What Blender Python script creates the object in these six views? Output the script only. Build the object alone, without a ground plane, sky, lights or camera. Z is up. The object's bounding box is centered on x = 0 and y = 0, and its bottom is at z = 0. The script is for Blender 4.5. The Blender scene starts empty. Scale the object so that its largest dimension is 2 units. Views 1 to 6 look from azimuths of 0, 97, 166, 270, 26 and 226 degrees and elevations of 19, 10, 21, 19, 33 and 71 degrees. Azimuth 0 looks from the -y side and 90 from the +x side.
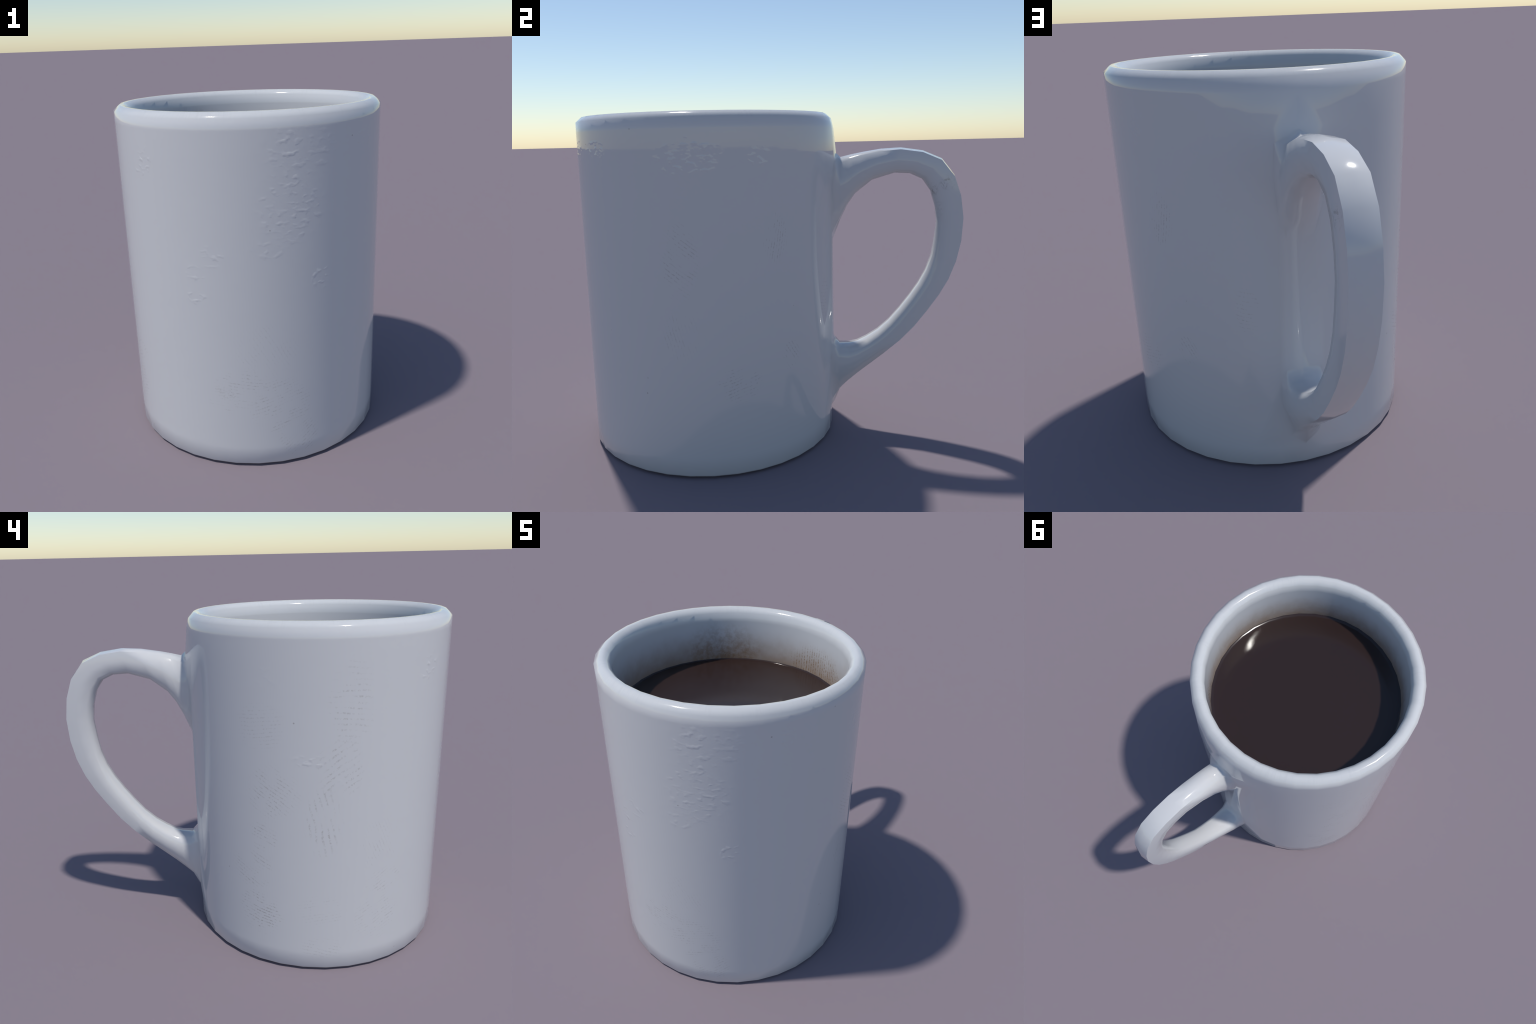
"""A glossy white ceramic mug of black coffee, modelled as a turned body with a lofted strap handle."""
import bpy, bmesh, math
from mathutils import Vector
from mathutils.geometry import delaunay_2d_cdt

SEG = 36                 # facets round the body
CY = -0.34               # the body's axis stands at x = 0, y = CY
R_OUT = 0.66

# ------------------------------------------------------------------ profiles
# (radius, height) from the middle of the base up the outside, over the lip and down the inside
BASE = [(0.60, 0.0), (0.653, 0.009)]
FOOT, WALL_LOW = (0.660, 0.018), (0.660, 0.105)
WALL_MID, WALL_TOP = (0.660, 1.500), (0.660, 1.622)
LIP = [(0.6592, 1.672), (0.631, 1.697), (0.607, 1.697), (0.584, 1.672)]
INSIDE = [(0.581, 1.622), (0.571, 1.400), (0.530, 0.130), (0.480, 0.080)]

# handle: (outer y, outer z), (inner y, inner z) in the plane of symmetry, from top to bottom
STATIONS = [
    ((0.368, 1.473), (0.366, 1.145)), ((0.420, 1.485), (0.402, 1.222)), ((0.476, 1.496), (0.444, 1.283)),
    ((0.573, 1.511), (0.530, 1.352)), ((0.674, 1.516), (0.644, 1.387)), ((0.786, 1.499), (0.723, 1.383)),
    ((0.883, 1.457), (0.786, 1.354)), ((0.950, 1.372), (0.828, 1.294)), ((0.985, 1.270), (0.853, 1.212)),
    ((1.000, 1.157), (0.863, 1.133)), ((0.993, 1.037), (0.853, 1.038)), ((0.970, 0.930), (0.840, 0.957)),
    ((0.933, 0.832), (0.814, 0.878)), ((0.886, 0.748), (0.777, 0.805)), ((0.827, 0.662), (0.731, 0.735)),
    ((0.760, 0.573), (0.680, 0.666)), ((0.687, 0.495), (0.624, 0.598)), ((0.600, 0.418), (0.566, 0.543)),
    ((0.523, 0.354), (0.510, 0.504)), ((0.465, 0.304), (0.458, 0.476)), ((0.407, 0.249), (0.420, 0.466)),
    ((0.363, 0.200), (0.363, 0.464)),
]
N_ST = len(STATIONS)
HX = 0.004               # the strap leans a hair to one side


def section(i):
    """Half of a cross-section as (x, t): t = 0 on the outside of the bend, 1 on the inside."""
    top = max(0.0, 1.0 - i / 4.0)                       # 1 at the upper root
    low = max(0.0, 1.0 - (N_ST - 1 - i) / 5.0)          # 1 at the lower root
    mix = lambda a, b, c: a + (b - a) * top + (c - a) * low
    return [
        (0.0, 0.0),
        (mix(0.0535, 0.054, 0.050), mix(0.07, 0.09, 0.10)),
        (mix(0.0615, 0.080, 0.087), mix(0.45, 0.45, 0.48)),
        (mix(0.0580, 0.078, 0.086), mix(0.82, 0.72, 0.82)),
        (mix(0.0380, 0.052, 0.062), mix(0.975, 0.92, 0.97)),
        (0.0, 1.0),
    ]


# flare where the strap meets the wall: (x, y, z) of half a loop, same order as section()
ROOT_TOP = [(0.0, 0.346, 1.493), (0.094, 0.334, 1.448), (0.099, 0.322, 1.325), (0.086, 0.321, 1.180), (0.056, 0.3245, 1.085), (0.0, 0.328, 1.045)]
ROOT_LOW = [(0.0, 0.336, 0.130), (0.064, 0.326, 0.170), (0.099, 0.318, 0.340), (0.100, 0.318, 0.445), (0.074, 0.322, 0.500), (0.0, 0.331, 0.507)]


def mirrored(half):
    """Half loop (first and last on the symmetry plane) -> full loop."""
    return list(half) + [(-p[0],) + tuple(p[1:]) for p in reversed(half[1:-1])]


# ------------------------------------------------------------------ one continuous ceramic surface
bm = bmesh.new()


def ring(r, z):
    return [bm.verts.new((r * math.cos(2 * math.pi * k / SEG), CY + r * math.sin(2 * math.pi * k / SEG), z)) for k in range(SEG)]


BODY, HANDLE = 0, 1


def quad(vs, region=BODY):
    f = bm.faces.new(vs)
    f.material_index = region
    return f


def skin(a, b, skip=()):
    for k in range(SEG):
        if k not in skip:
            quad((a[k], a[(k + 1) % SEG], b[(k + 1) % SEG], b[k]))


rings = [ring(*p) for p in BASE + [FOOT, WALL_LOW, WALL_MID, WALL_TOP] + LIP + INSIDE]
i_low = len(BASE) + 1
for i in range(len(rings) - 1):
    skin(rings[i], rings[i + 1], skip={i_low: (7, 8, 9, 10), i_low + 1: (8, 9)}.get(i, ()))
quad(list(reversed(rings[0])))
quad(rings[-1])

# the wall swells a little above the handle
for k, upper, lower in ((5, 0.002, 0.002), (6, 0.005, 0.008), (7, 0.008, 0.014), (8, 0.011, 0.022), (9, 0.012, 0.0)):
    for side in {k, SEG // 2 - k}:
        rings[i_low + 2][side].co.y += upper
        rings[i_low + 1][side].co.y += lower
bm.verts.remove(rings[i_low + 1][9])

# handle loft
loops = []
for i, ((oy, oz), (iy, iz)) in enumerate(STATIONS):
    loops.append([bm.verts.new((x + HX, oy + (iy - oy) * t, oz + (iz - oz) * t)) for x, t in mirrored(section(i))])
root_top = [bm.verts.new((x + HX * 0.5, y, z)) for x, y, z in mirrored(ROOT_TOP)]
root_low = [bm.verts.new((x + HX * 0.5, y, z)) for x, y, z in mirrored(ROOT_LOW)]
chain = [root_top] + loops + [root_low]
n = len(root_top)
sharp = set()
for i in range(len(chain) - 1):
    a, b = chain[i], chain[i + 1]
    for k in range(n):
        quad((a[k], b[k], b[(k + 1) % n], a[(k + 1) % n]), HANDLE)
    if 4 <= i <= N_ST - 5:
        sharp.update({frozenset((a[1], b[1])), frozenset((a[n - 1], b[n - 1]))})

# wall panel behind the handle, triangulated round the two roots
low, mid, top = rings[i_low:i_low + 3]
outline = [low[k] for k in range(7, 12)] + [mid[11], mid[10], top[10], top[9], top[8], mid[8], mid[7]]
pts = outline + root_top + root_low
co2 = [Vector((-v.co.x, v.co.z)) for v in pts]
o, t0, l0 = len(outline), len(outline), len(outline) + n
edges = [(i, (i + 1) % o) for i in range(o)]
edges += [(t0 + k, t0 + (k + 1) % n) for k in range(n)] + [(l0 + k, l0 + (k + 1) % n) for k in range(n)]
edges += [(t0 + 3, l0 + 3), (t0 + n - 3, l0 + n - 3)]
_, _, faces, *_ = delaunay_2d_cdt(co2, edges, [], 0, 1e-7)


def inside(c, loop):
    hit = False
    for a, b in zip(loop, loop[1:] + loop[:1]):
        if (a.y > c.y) != (b.y > c.y) and c.x < a.x + (c.y - a.y) / (b.y - a.y) * (b.x - a.x):
            hit = not hit
    return hit


for f in faces:
    c = sum((co2[i] for i in f), Vector((0, 0))) / len(f)
    if inside(c, co2[t0:t0 + n]) or inside(c, co2[l0:l0 + n]) or not inside(c, co2[:o]):
        continue
    quad([pts[i] for i in f])

bm.normal_update()
bmesh.ops.recalc_face_normals(bm, faces=bm.faces)
for e in bm.edges:
    e.smooth = frozenset(e.verts) not in sharp
for f in bm.faces:
    f.smooth = True
bm.verts.index_update()
whole = bpy.data.meshes.new("whole")
bm.to_mesh(whole)
bm.free()
whole_normals = [tuple(cn.vector) for cn in whole.corner_normals]


def region_mesh(name, region):
    """Cut a region out of the whole surface, keeping the whole surface's shading normals."""
    polys = [p for p in whole.polygons if p.material_index == region]
    used = sorted({v for p in polys for v in p.vertices})
    remap = {v: i for i, v in enumerate(used)}
    me = bpy.data.meshes.new(name)
    me.from_pydata([whole.vertices[v].co[:] for v in used], [], [[remap[v] for v in p.vertices] for p in polys])
    normals = [whole_normals[li] for p in polys for li in p.loop_indices]
    for p in me.polygons:
        p.use_smooth = True
    me.update()
    me.normals_split_custom_set(normals)
    return me


# ------------------------------------------------------------------ node helpers
class Nodes:
    def __init__(self, name):
        self.mat = bpy.data.materials.new(name)
        self.mat.use_nodes = True
        self.t = self.mat.node_tree
        self.bsdf = self.t.nodes["Principled BSDF"]

    def new(self, kind, **props):
        nd = self.t.nodes.new(kind)
        for k, v in props.items():
            setattr(nd, k, v)
        return nd

    def link(self, a, b):
        self.t.links.new(a, b)

    def put(self, socket, v):
        if isinstance(v, bpy.types.NodeSocket):
            self.link(v, socket)
        else:
            socket.default_value = v

    def math(self, op, a, b=0.0, c=0.0, clamp=False):
        nd = self.new("ShaderNodeMath", operation=op, use_clamp=clamp)
        for s, v in zip(nd.inputs, (a, b, c)):
            self.put(s, v)
        return nd.outputs[0]

    def smooth(self, v, lo, hi, a=0.0, b=1.0):
        nd = self.new("ShaderNodeMapRange", interpolation_type="SMOOTHSTEP")
        for s, x in zip(nd.inputs, (v, lo, hi, a, b)):
            self.put(s, x)
        return nd.outputs[0]

    def combine(self, x, y, z):
        nd = self.new("ShaderNodeCombineXYZ")
        for s, v in zip(nd.inputs, (x, y, z)):
            self.put(s, v)
        return nd.outputs[0]

    def noise(self, vec, scale, detail=2.0, rough=0.5, distort=0.0):
        nd = self.new("ShaderNodeTexNoise")
        self.put(nd.inputs["Vector"], vec)
        nd.inputs["Scale"].default_value, nd.inputs["Detail"].default_value = scale, detail
        nd.inputs["Roughness"].default_value, nd.inputs["Distortion"].default_value = rough, distort
        return nd.outputs["Fac"]

    def mix(self, fac, a, b):
        nd = self.new("ShaderNodeMix", data_type="RGBA")
        self.put(nd.inputs[0], fac)
        self.put(nd.inputs[6], a)
        self.put(nd.inputs[7], b)
        return nd.outputs[2]


# (azimuth deg, height, half width m, half height m, ridge tilt deg, ridge period m, strength): smeared finger marks
FINGER_MARKS = [
    (-86, 0.62, 0.17, 0.16, 60, 0.017, 0.35), (-96, 0.43, 0.15, 0.12, 6, 0.0175, 0.9), (-80, 0.33, 0.17, 0.17, -17, 0.0170, 1.0),
    (-72, 0.14, 0.12, 0.12, -38, 0.0160, 0.9), (-104, 0.36, 0.08, 0.10, 3, 0.0170, 0.8),
    (0, 1.04, 0.10, 0.20, 38, 0.0160, 0.9), (39, 1.13, 0.075, 0.13, -80, 0.0135, 1.1), (22, 0.46, 0.13, 0.10, -18, 0.0160, 0.9),
    (-1, 0.70, 0.10, 0.13, 75, 0.0160, 0.6), (46, 0.56, 0.06, 0.09, 55, 0.0160, 0.9), (71, 0.78, 0.06, 0.12, 10, 0.0170, 0.8),
    (152, 1.24, 0.14, 0.13, -8, 0.0170, 0.6), (157, 0.93, 0.15, 0.15, 34, 0.0175, 1.0), (152, 0.70, 0.09, 0.09, 20, 0.0180, 1.3),
    (147, 0.52, 0.13, 0.12, 25, 0.0175, 1.1), (151, 0.29, 0.14, 0.14, 10, 0.0175, 1.6), (-158, 0.66, 0.11, 0.15, 66, 0.0150, 0.5),
    (-155, 0.47, 0.12, 0.08, -26, 0.0170, 0.8), (-158, 0.27, 0.15, 0.14, -24, 0.0170, 0.7), (177, 0.33, 0.13, 0.10, -12, 0.0170, 0.6),
    (-172, 1.35, 0.12, 0.22, 4, 0.0250, 0.85), (-176, 1.06, 0.12, 0.17, -35, 0.0270, 1.0), (178, 0.80, 0.10, 0.20, 78, 0.0270, 1.1),
    (178, 0.13, 0.12, 0.07, 15, 0.0170, 0.7),
]
# (azimuth deg, height, half width m, half height m, strength): patches of pimpled, lumpy glaze
LUMPY_PATCHES = [
    (-70, 1.54, 0.23, 0.13, 1.0), (-75, 1.30, 0.19, 0.21, 1.0), (-85, 1.10, 0.10, 0.06, 0.8), (-106, 1.08, 0.07, 0.06, 1.7),
    (-113, 1.00, 0.06, 0.06, 1.4), (-62, 0.95, 0.06, 0.08, 1.8), (-113, 0.88, 0.06, 0.04, 1.4), (-136, 1.47, 0.08, 0.10, 1.3),
    (-39, 1.535, 0.10, 0.05, 1.5), (5, 1.50, 0.17, 0.10, 1.5), (33, 1.50, 0.07, 0.06, 1.3), (153, 1.46, 0.12, 0.07, 0.35),
    (171, 1.09, 0.10, 0.04, 1.0), (-175, 1.02, 0.10, 0.14, 0.25),
]


def ceramic():
    m = Nodes("glazed_ceramic")
    pos = m.new("ShaderNodeTexCoord").outputs["Object"]
    sep = m.new("ShaderNodeSeparateXYZ")
    m.link(pos, sep.inputs[0])
    x, y, z = sep.outputs
    yc = m.math("SUBTRACT", y, CY)
    ang = m.math("ARCTAN2", yc, x)
    rad = m.math("SQRT", m.math("ADD", m.math("MULTIPLY", x, x), m.math("MULTIPLY", yc, yc)))
    outer = m.smooth(rad, 0.625, 0.635)
    not_handle = m.math("SUBTRACT", 1.0, m.smooth(rad, 0.672, 0.690))

    coarse = m.noise(pos, 9.0, 2.0)
    warp = m.math("MULTIPLY_ADD", m.noise(pos, 6.0, 1.0), 3.2, -1.6)
    dashes = m.smooth(m.noise(pos, 95.0, 2.0, 0.6), 0.42, 0.66)
    blotch = m.smooth(m.noise(pos, 14.0, 2.0), 0.36, 0.60)

    def local(az, h):
        """Arc length and height from a point of the wall, wrapped at the back."""
        d = m.math("WRAP", m.math("SUBTRACT", ang, math.radians(az)), math.pi, -math.pi)
        return m.math("MULTIPLY", d, R_OUT), m.math("SUBTRACT", z, h)

    def falloff(u, v, ru, rv, inner=0.25):
        a, b = m.math("DIVIDE", u, ru), m.math("DIVIDE", v, rv)
        return m.smooth(m.math("ADD", m.math("MULTIPLY", a, a), m.math("MULTIPLY", b, b)), inner, 1.0, 1.0, 0.0)

    # finger marks: ridges broken into dashes
    marks = None
    for az, h, ru, rv, tilt, period, k in FINGER_MARKS:
        u, v = local(az, h)
        c, s = math.cos(math.radians(tilt)), math.sin(math.radians(tilt))
        w = m.math("ADD", m.math("MULTIPLY", u, s), m.math("MULTIPLY", v, c))
        phase = m.math("ADD", m.math("MULTIPLY", w, 2 * math.pi / period), m.math("MULTIPLY", warp, 3.0))
        ridge = m.smooth(m.math("SINE", phase), 0.15, 0.95)
        one = m.math("MULTIPLY", m.math("MULTIPLY", ridge, falloff(u, v, ru, rv)), k)
        marks = one if marks is None else m.math("MAXIMUM", marks, one)
    marks = m.math("MULTIPLY", m.math("MULTIPLY", marks, dashes), m.math("MULTIPLY", blotch, m.math("MULTIPLY", outer, not_handle)))

    # stray specks
    vor = m.new("ShaderNodeTexVoronoi", feature="F1")
    m.link(pos, vor.inputs["Vector"])
    vor.inputs["Scale"].default_value = 11.0
    csep = m.new("ShaderNodeSeparateColor")
    m.link(vor.outputs["Color"], csep.inputs[0])
    speck = m.math("MULTIPLY", m.smooth(vor.outputs["Distance"], 0.025, 0.055, 1.0, 0.0), m.math("GREATER_THAN", csep.outputs[0], 0.86))
    speck = m.math("MULTIPLY", speck, outer)

    # coffee stain on the inner wall above the liquid
    inside = m.math("MULTIPLY", m.smooth(rad, 0.586, 0.592, 1.0, 0.0), m.smooth(z, 1.60, 1.66, 1.0, 0.0))
    mottled = m.noise(pos, 14.0, 6.0, 0.62, 0.2)
    climb = m.math("ADD", z, m.math("MULTIPLY_ADD", mottled, -0.07, 0.035))
    stain = m.math("MULTIPLY", m.smooth(climb, 1.37, 1.60, 1.0, 0.0), m.smooth(mottled, 0.25, 0.62, 0.94, 1.0))
    ub, vb = local(124, 1.47)
    veil = m.math("MULTIPLY", falloff(ub, vb, 0.30, 0.19, 0.0), m.smooth(m.noise(pos, 42.0, 4.0, 0.65, 0.3), 0.30, 0.72))
    us, vs = local(60, 1.45)
    streaks = m.smooth(m.math("SINE", m.math("ADD", m.math("MULTIPLY", us, 2 * math.pi / 0.021), m.math("MULTIPLY", warp, 1.2))), 0.1, 0.9)
    streaks = m.math("MULTIPLY", m.math("MULTIPLY", streaks, dashes), falloff(us, vs, 0.30, 0.13, 0.2))
    stain = m.math("ADD", m.math("MULTIPLY", stain, 0.85), m.math("ADD", m.math("MULTIPLY", veil, 0.34), m.math("MULTIPLY", streaks, 0.55)))
    stain = m.math("MULTIPLY", m.math("MINIMUM", stain, 1.0), inside)

    # grime rubbed into the bend of the handle
    grime = None
    for p, r, k in (((0.045, 0.825, 1.300), 0.055, 1.0), ((0.06, 0.905, 1.335), 0.050, 1.1), ((0.05, 0.845, 1.20), 0.07, 0.45), ((0.0, 0.79, 1.345), 0.06, 0.5)):
        vd = m.new("ShaderNodeVectorMath", operation="DISTANCE")
        m.link(pos, vd.inputs[0])
        vd.inputs[1].default_value = p
        g = m.math("MULTIPLY", m.smooth(vd.outputs["Value"], 0.0, r, 1.0, 0.0), k)
        grime = g if grime is None else m.math("MAXIMUM", grime, g)
    grain = m.noise(pos, 38.0, 5.0, 0.7, 1.2)
    grime = m.math("MULTIPLY", grime, m.smooth(grain, 0.47, 0.62))

    # fine rubbed streaks on the lip
    lip = m.smooth(z, 1.655, 1.69)
    rub_vec = m.combine(m.math("MULTIPLY", ang, 60.0), m.math("MULTIPLY", rad, 9.0), m.math("MULTIPLY", z, 9.0))
    rub = m.math("MULTIPLY", m.smooth(m.noise(rub_vec, 1.0, 3.0, 0.6, 0.6), 0.45, 0.70), m.math("MULTIPLY", lip, m.smooth(coarse, 0.40, 0.62)))

    col = m.mix(m.smooth(coarse, 0.3, 0.7, 0.0, 0.03), (0.600, 0.600, 0.605, 1), (0.58, 0.57, 0.56, 1))
    col = m.mix(lip, col, (0.565, 0.570, 0.575, 1))
    col = m.mix(m.math("MULTIPLY", rub, 0.14), col, (0.40, 0.40, 0.42, 1))
    col = m.mix(m.math("MULTIPLY", marks, 0.33, clamp=True), col, (0.22, 0.19, 0.17, 1))
    col = m.mix(m.math("MULTIPLY", speck, 0.45), col, (0.16, 0.13, 0.11, 1))
    col = m.mix(stain, col, (0.27, 0.180, 0.112, 1))
    col = m.mix(m.math("MULTIPLY", grime, 0.55, clamp=True), col, (0.15, 0.12, 0.11, 1))
    m.link(col, m.bsdf.inputs["Base Color"])

    satin = m.math("MAXIMUM", lip, m.math("SUBTRACT", 1.0, not_handle))
    rough = m.math("MULTIPLY_ADD", satin, 0.070, 0.028)
    rough = m.math("ADD", rough, m.math("ADD", m.math("MULTIPLY", marks, 0.10), m.math("MULTIPLY", inside, 0.035)))
    m.link(rough, m.bsdf.inputs["Roughness"])

    # pimples and small runs in the glaze
    lumps = m.smooth(m.noise(m.combine(m.math("MULTIPLY", ang, R_OUT), m.math("MULTIPLY", z, 1.35), 0.0), 27.0, 1.0, 0.4, 0.0), 0.48, 0.80)
    where = None
    for az, h, ru, rv, k in LUMPY_PATCHES:
        u, v = local(az, h)
        one = m.math("MULTIPLY", falloff(u, v, ru, rv, 0.1), k)
        where = one if where is None else m.math("MAXIMUM", where, one)
    lumps = m.math("MULTIPLY", lumps, m.smooth(coarse, 0.36, 0.58, 0.45, 1.0))
    height = m.math("MULTIPLY", m.math("MULTIPLY", lumps, where), m.math("MULTIPLY", outer, m.math("MULTIPLY", not_handle, 0.0010)))
    bump = m.new("ShaderNodeBump")
    bump.inputs["Strength"].default_value = 1.0
    bump.inputs["Distance"].default_value = 1.0
    m.link(height, bump.inputs["Height"])
    m.link(bump.outputs[0], m.bsdf.inputs["Normal"])
    return m.mat


def coffee_material():
    m = Nodes("black_coffee")
    b = m.bsdf
    b.inputs["Base Color"].default_value = (0.0255, 0.0142, 0.0118, 1)
    b.inputs["Roughness"].default_value = 0.15
    return m.mat


# ------------------------------------------------------------------ objects
mug = bpy.data.objects.new("coffee_mug", None)
mug["label"] = "glossy white ceramic mug filled with black coffee"
mug["category"] = "coffee mug"
bpy.context.scene.collection.objects.link(mug)
glaze = ceramic()


def part(name, me, mat):
    ob = bpy.data.objects.new(name, me)
    me.materials.append(mat)
    ob.parent = mug
    bpy.context.scene.collection.objects.link(ob)
    return ob


part("body", region_mesh("body", BODY), glaze)
part("handle", region_mesh("handle", HANDLE), glaze)

# coffee: a filled plug with a slight meniscus climbing the wall
LEVEL = 1.394
bm = bmesh.new()


def wall_radius(z):
    (r0, z0), (r1, z1) = INSIDE[2], INSIDE[1]
    return r0 + (r1 - r0) * (z - z0) / (z1 - z0)


prof = [(0.0, LEVEL), (0.50, LEVEL), (0.552, LEVEL), (0.563, LEVEL + 0.0025), (0.5708, LEVEL + 0.0075), (wall_radius(1.37) - 0.0015, 1.37), (wall_radius(0.2) - 0.002, 0.20)]
crings = [ring(*p) if p[0] else [bm.verts.new((0, CY, p[1]))] for p in prof]
for k in range(SEG):
    quad((crings[0][0], crings[1][k], crings[1][(k + 1) % SEG]))
for a, b_ in zip(crings[1:], crings[2:]):
    skin(a, b_)
quad(crings[-1])
bmesh.ops.recalc_face_normals(bm, faces=bm.faces)
lip_ring = set(crings[4])
for f in bm.faces:
    f.smooth = True
    f.material_index = 0
for e in bm.edges:
    if e.verts[0] in lip_ring and e.verts[1] in lip_ring:
        e.smooth = False
cm = bpy.data.meshes.new("coffee")
bm.to_mesh(cm)
bm.free()
part("coffee", cm, coffee_material())
bpy.data.meshes.remove(whole)
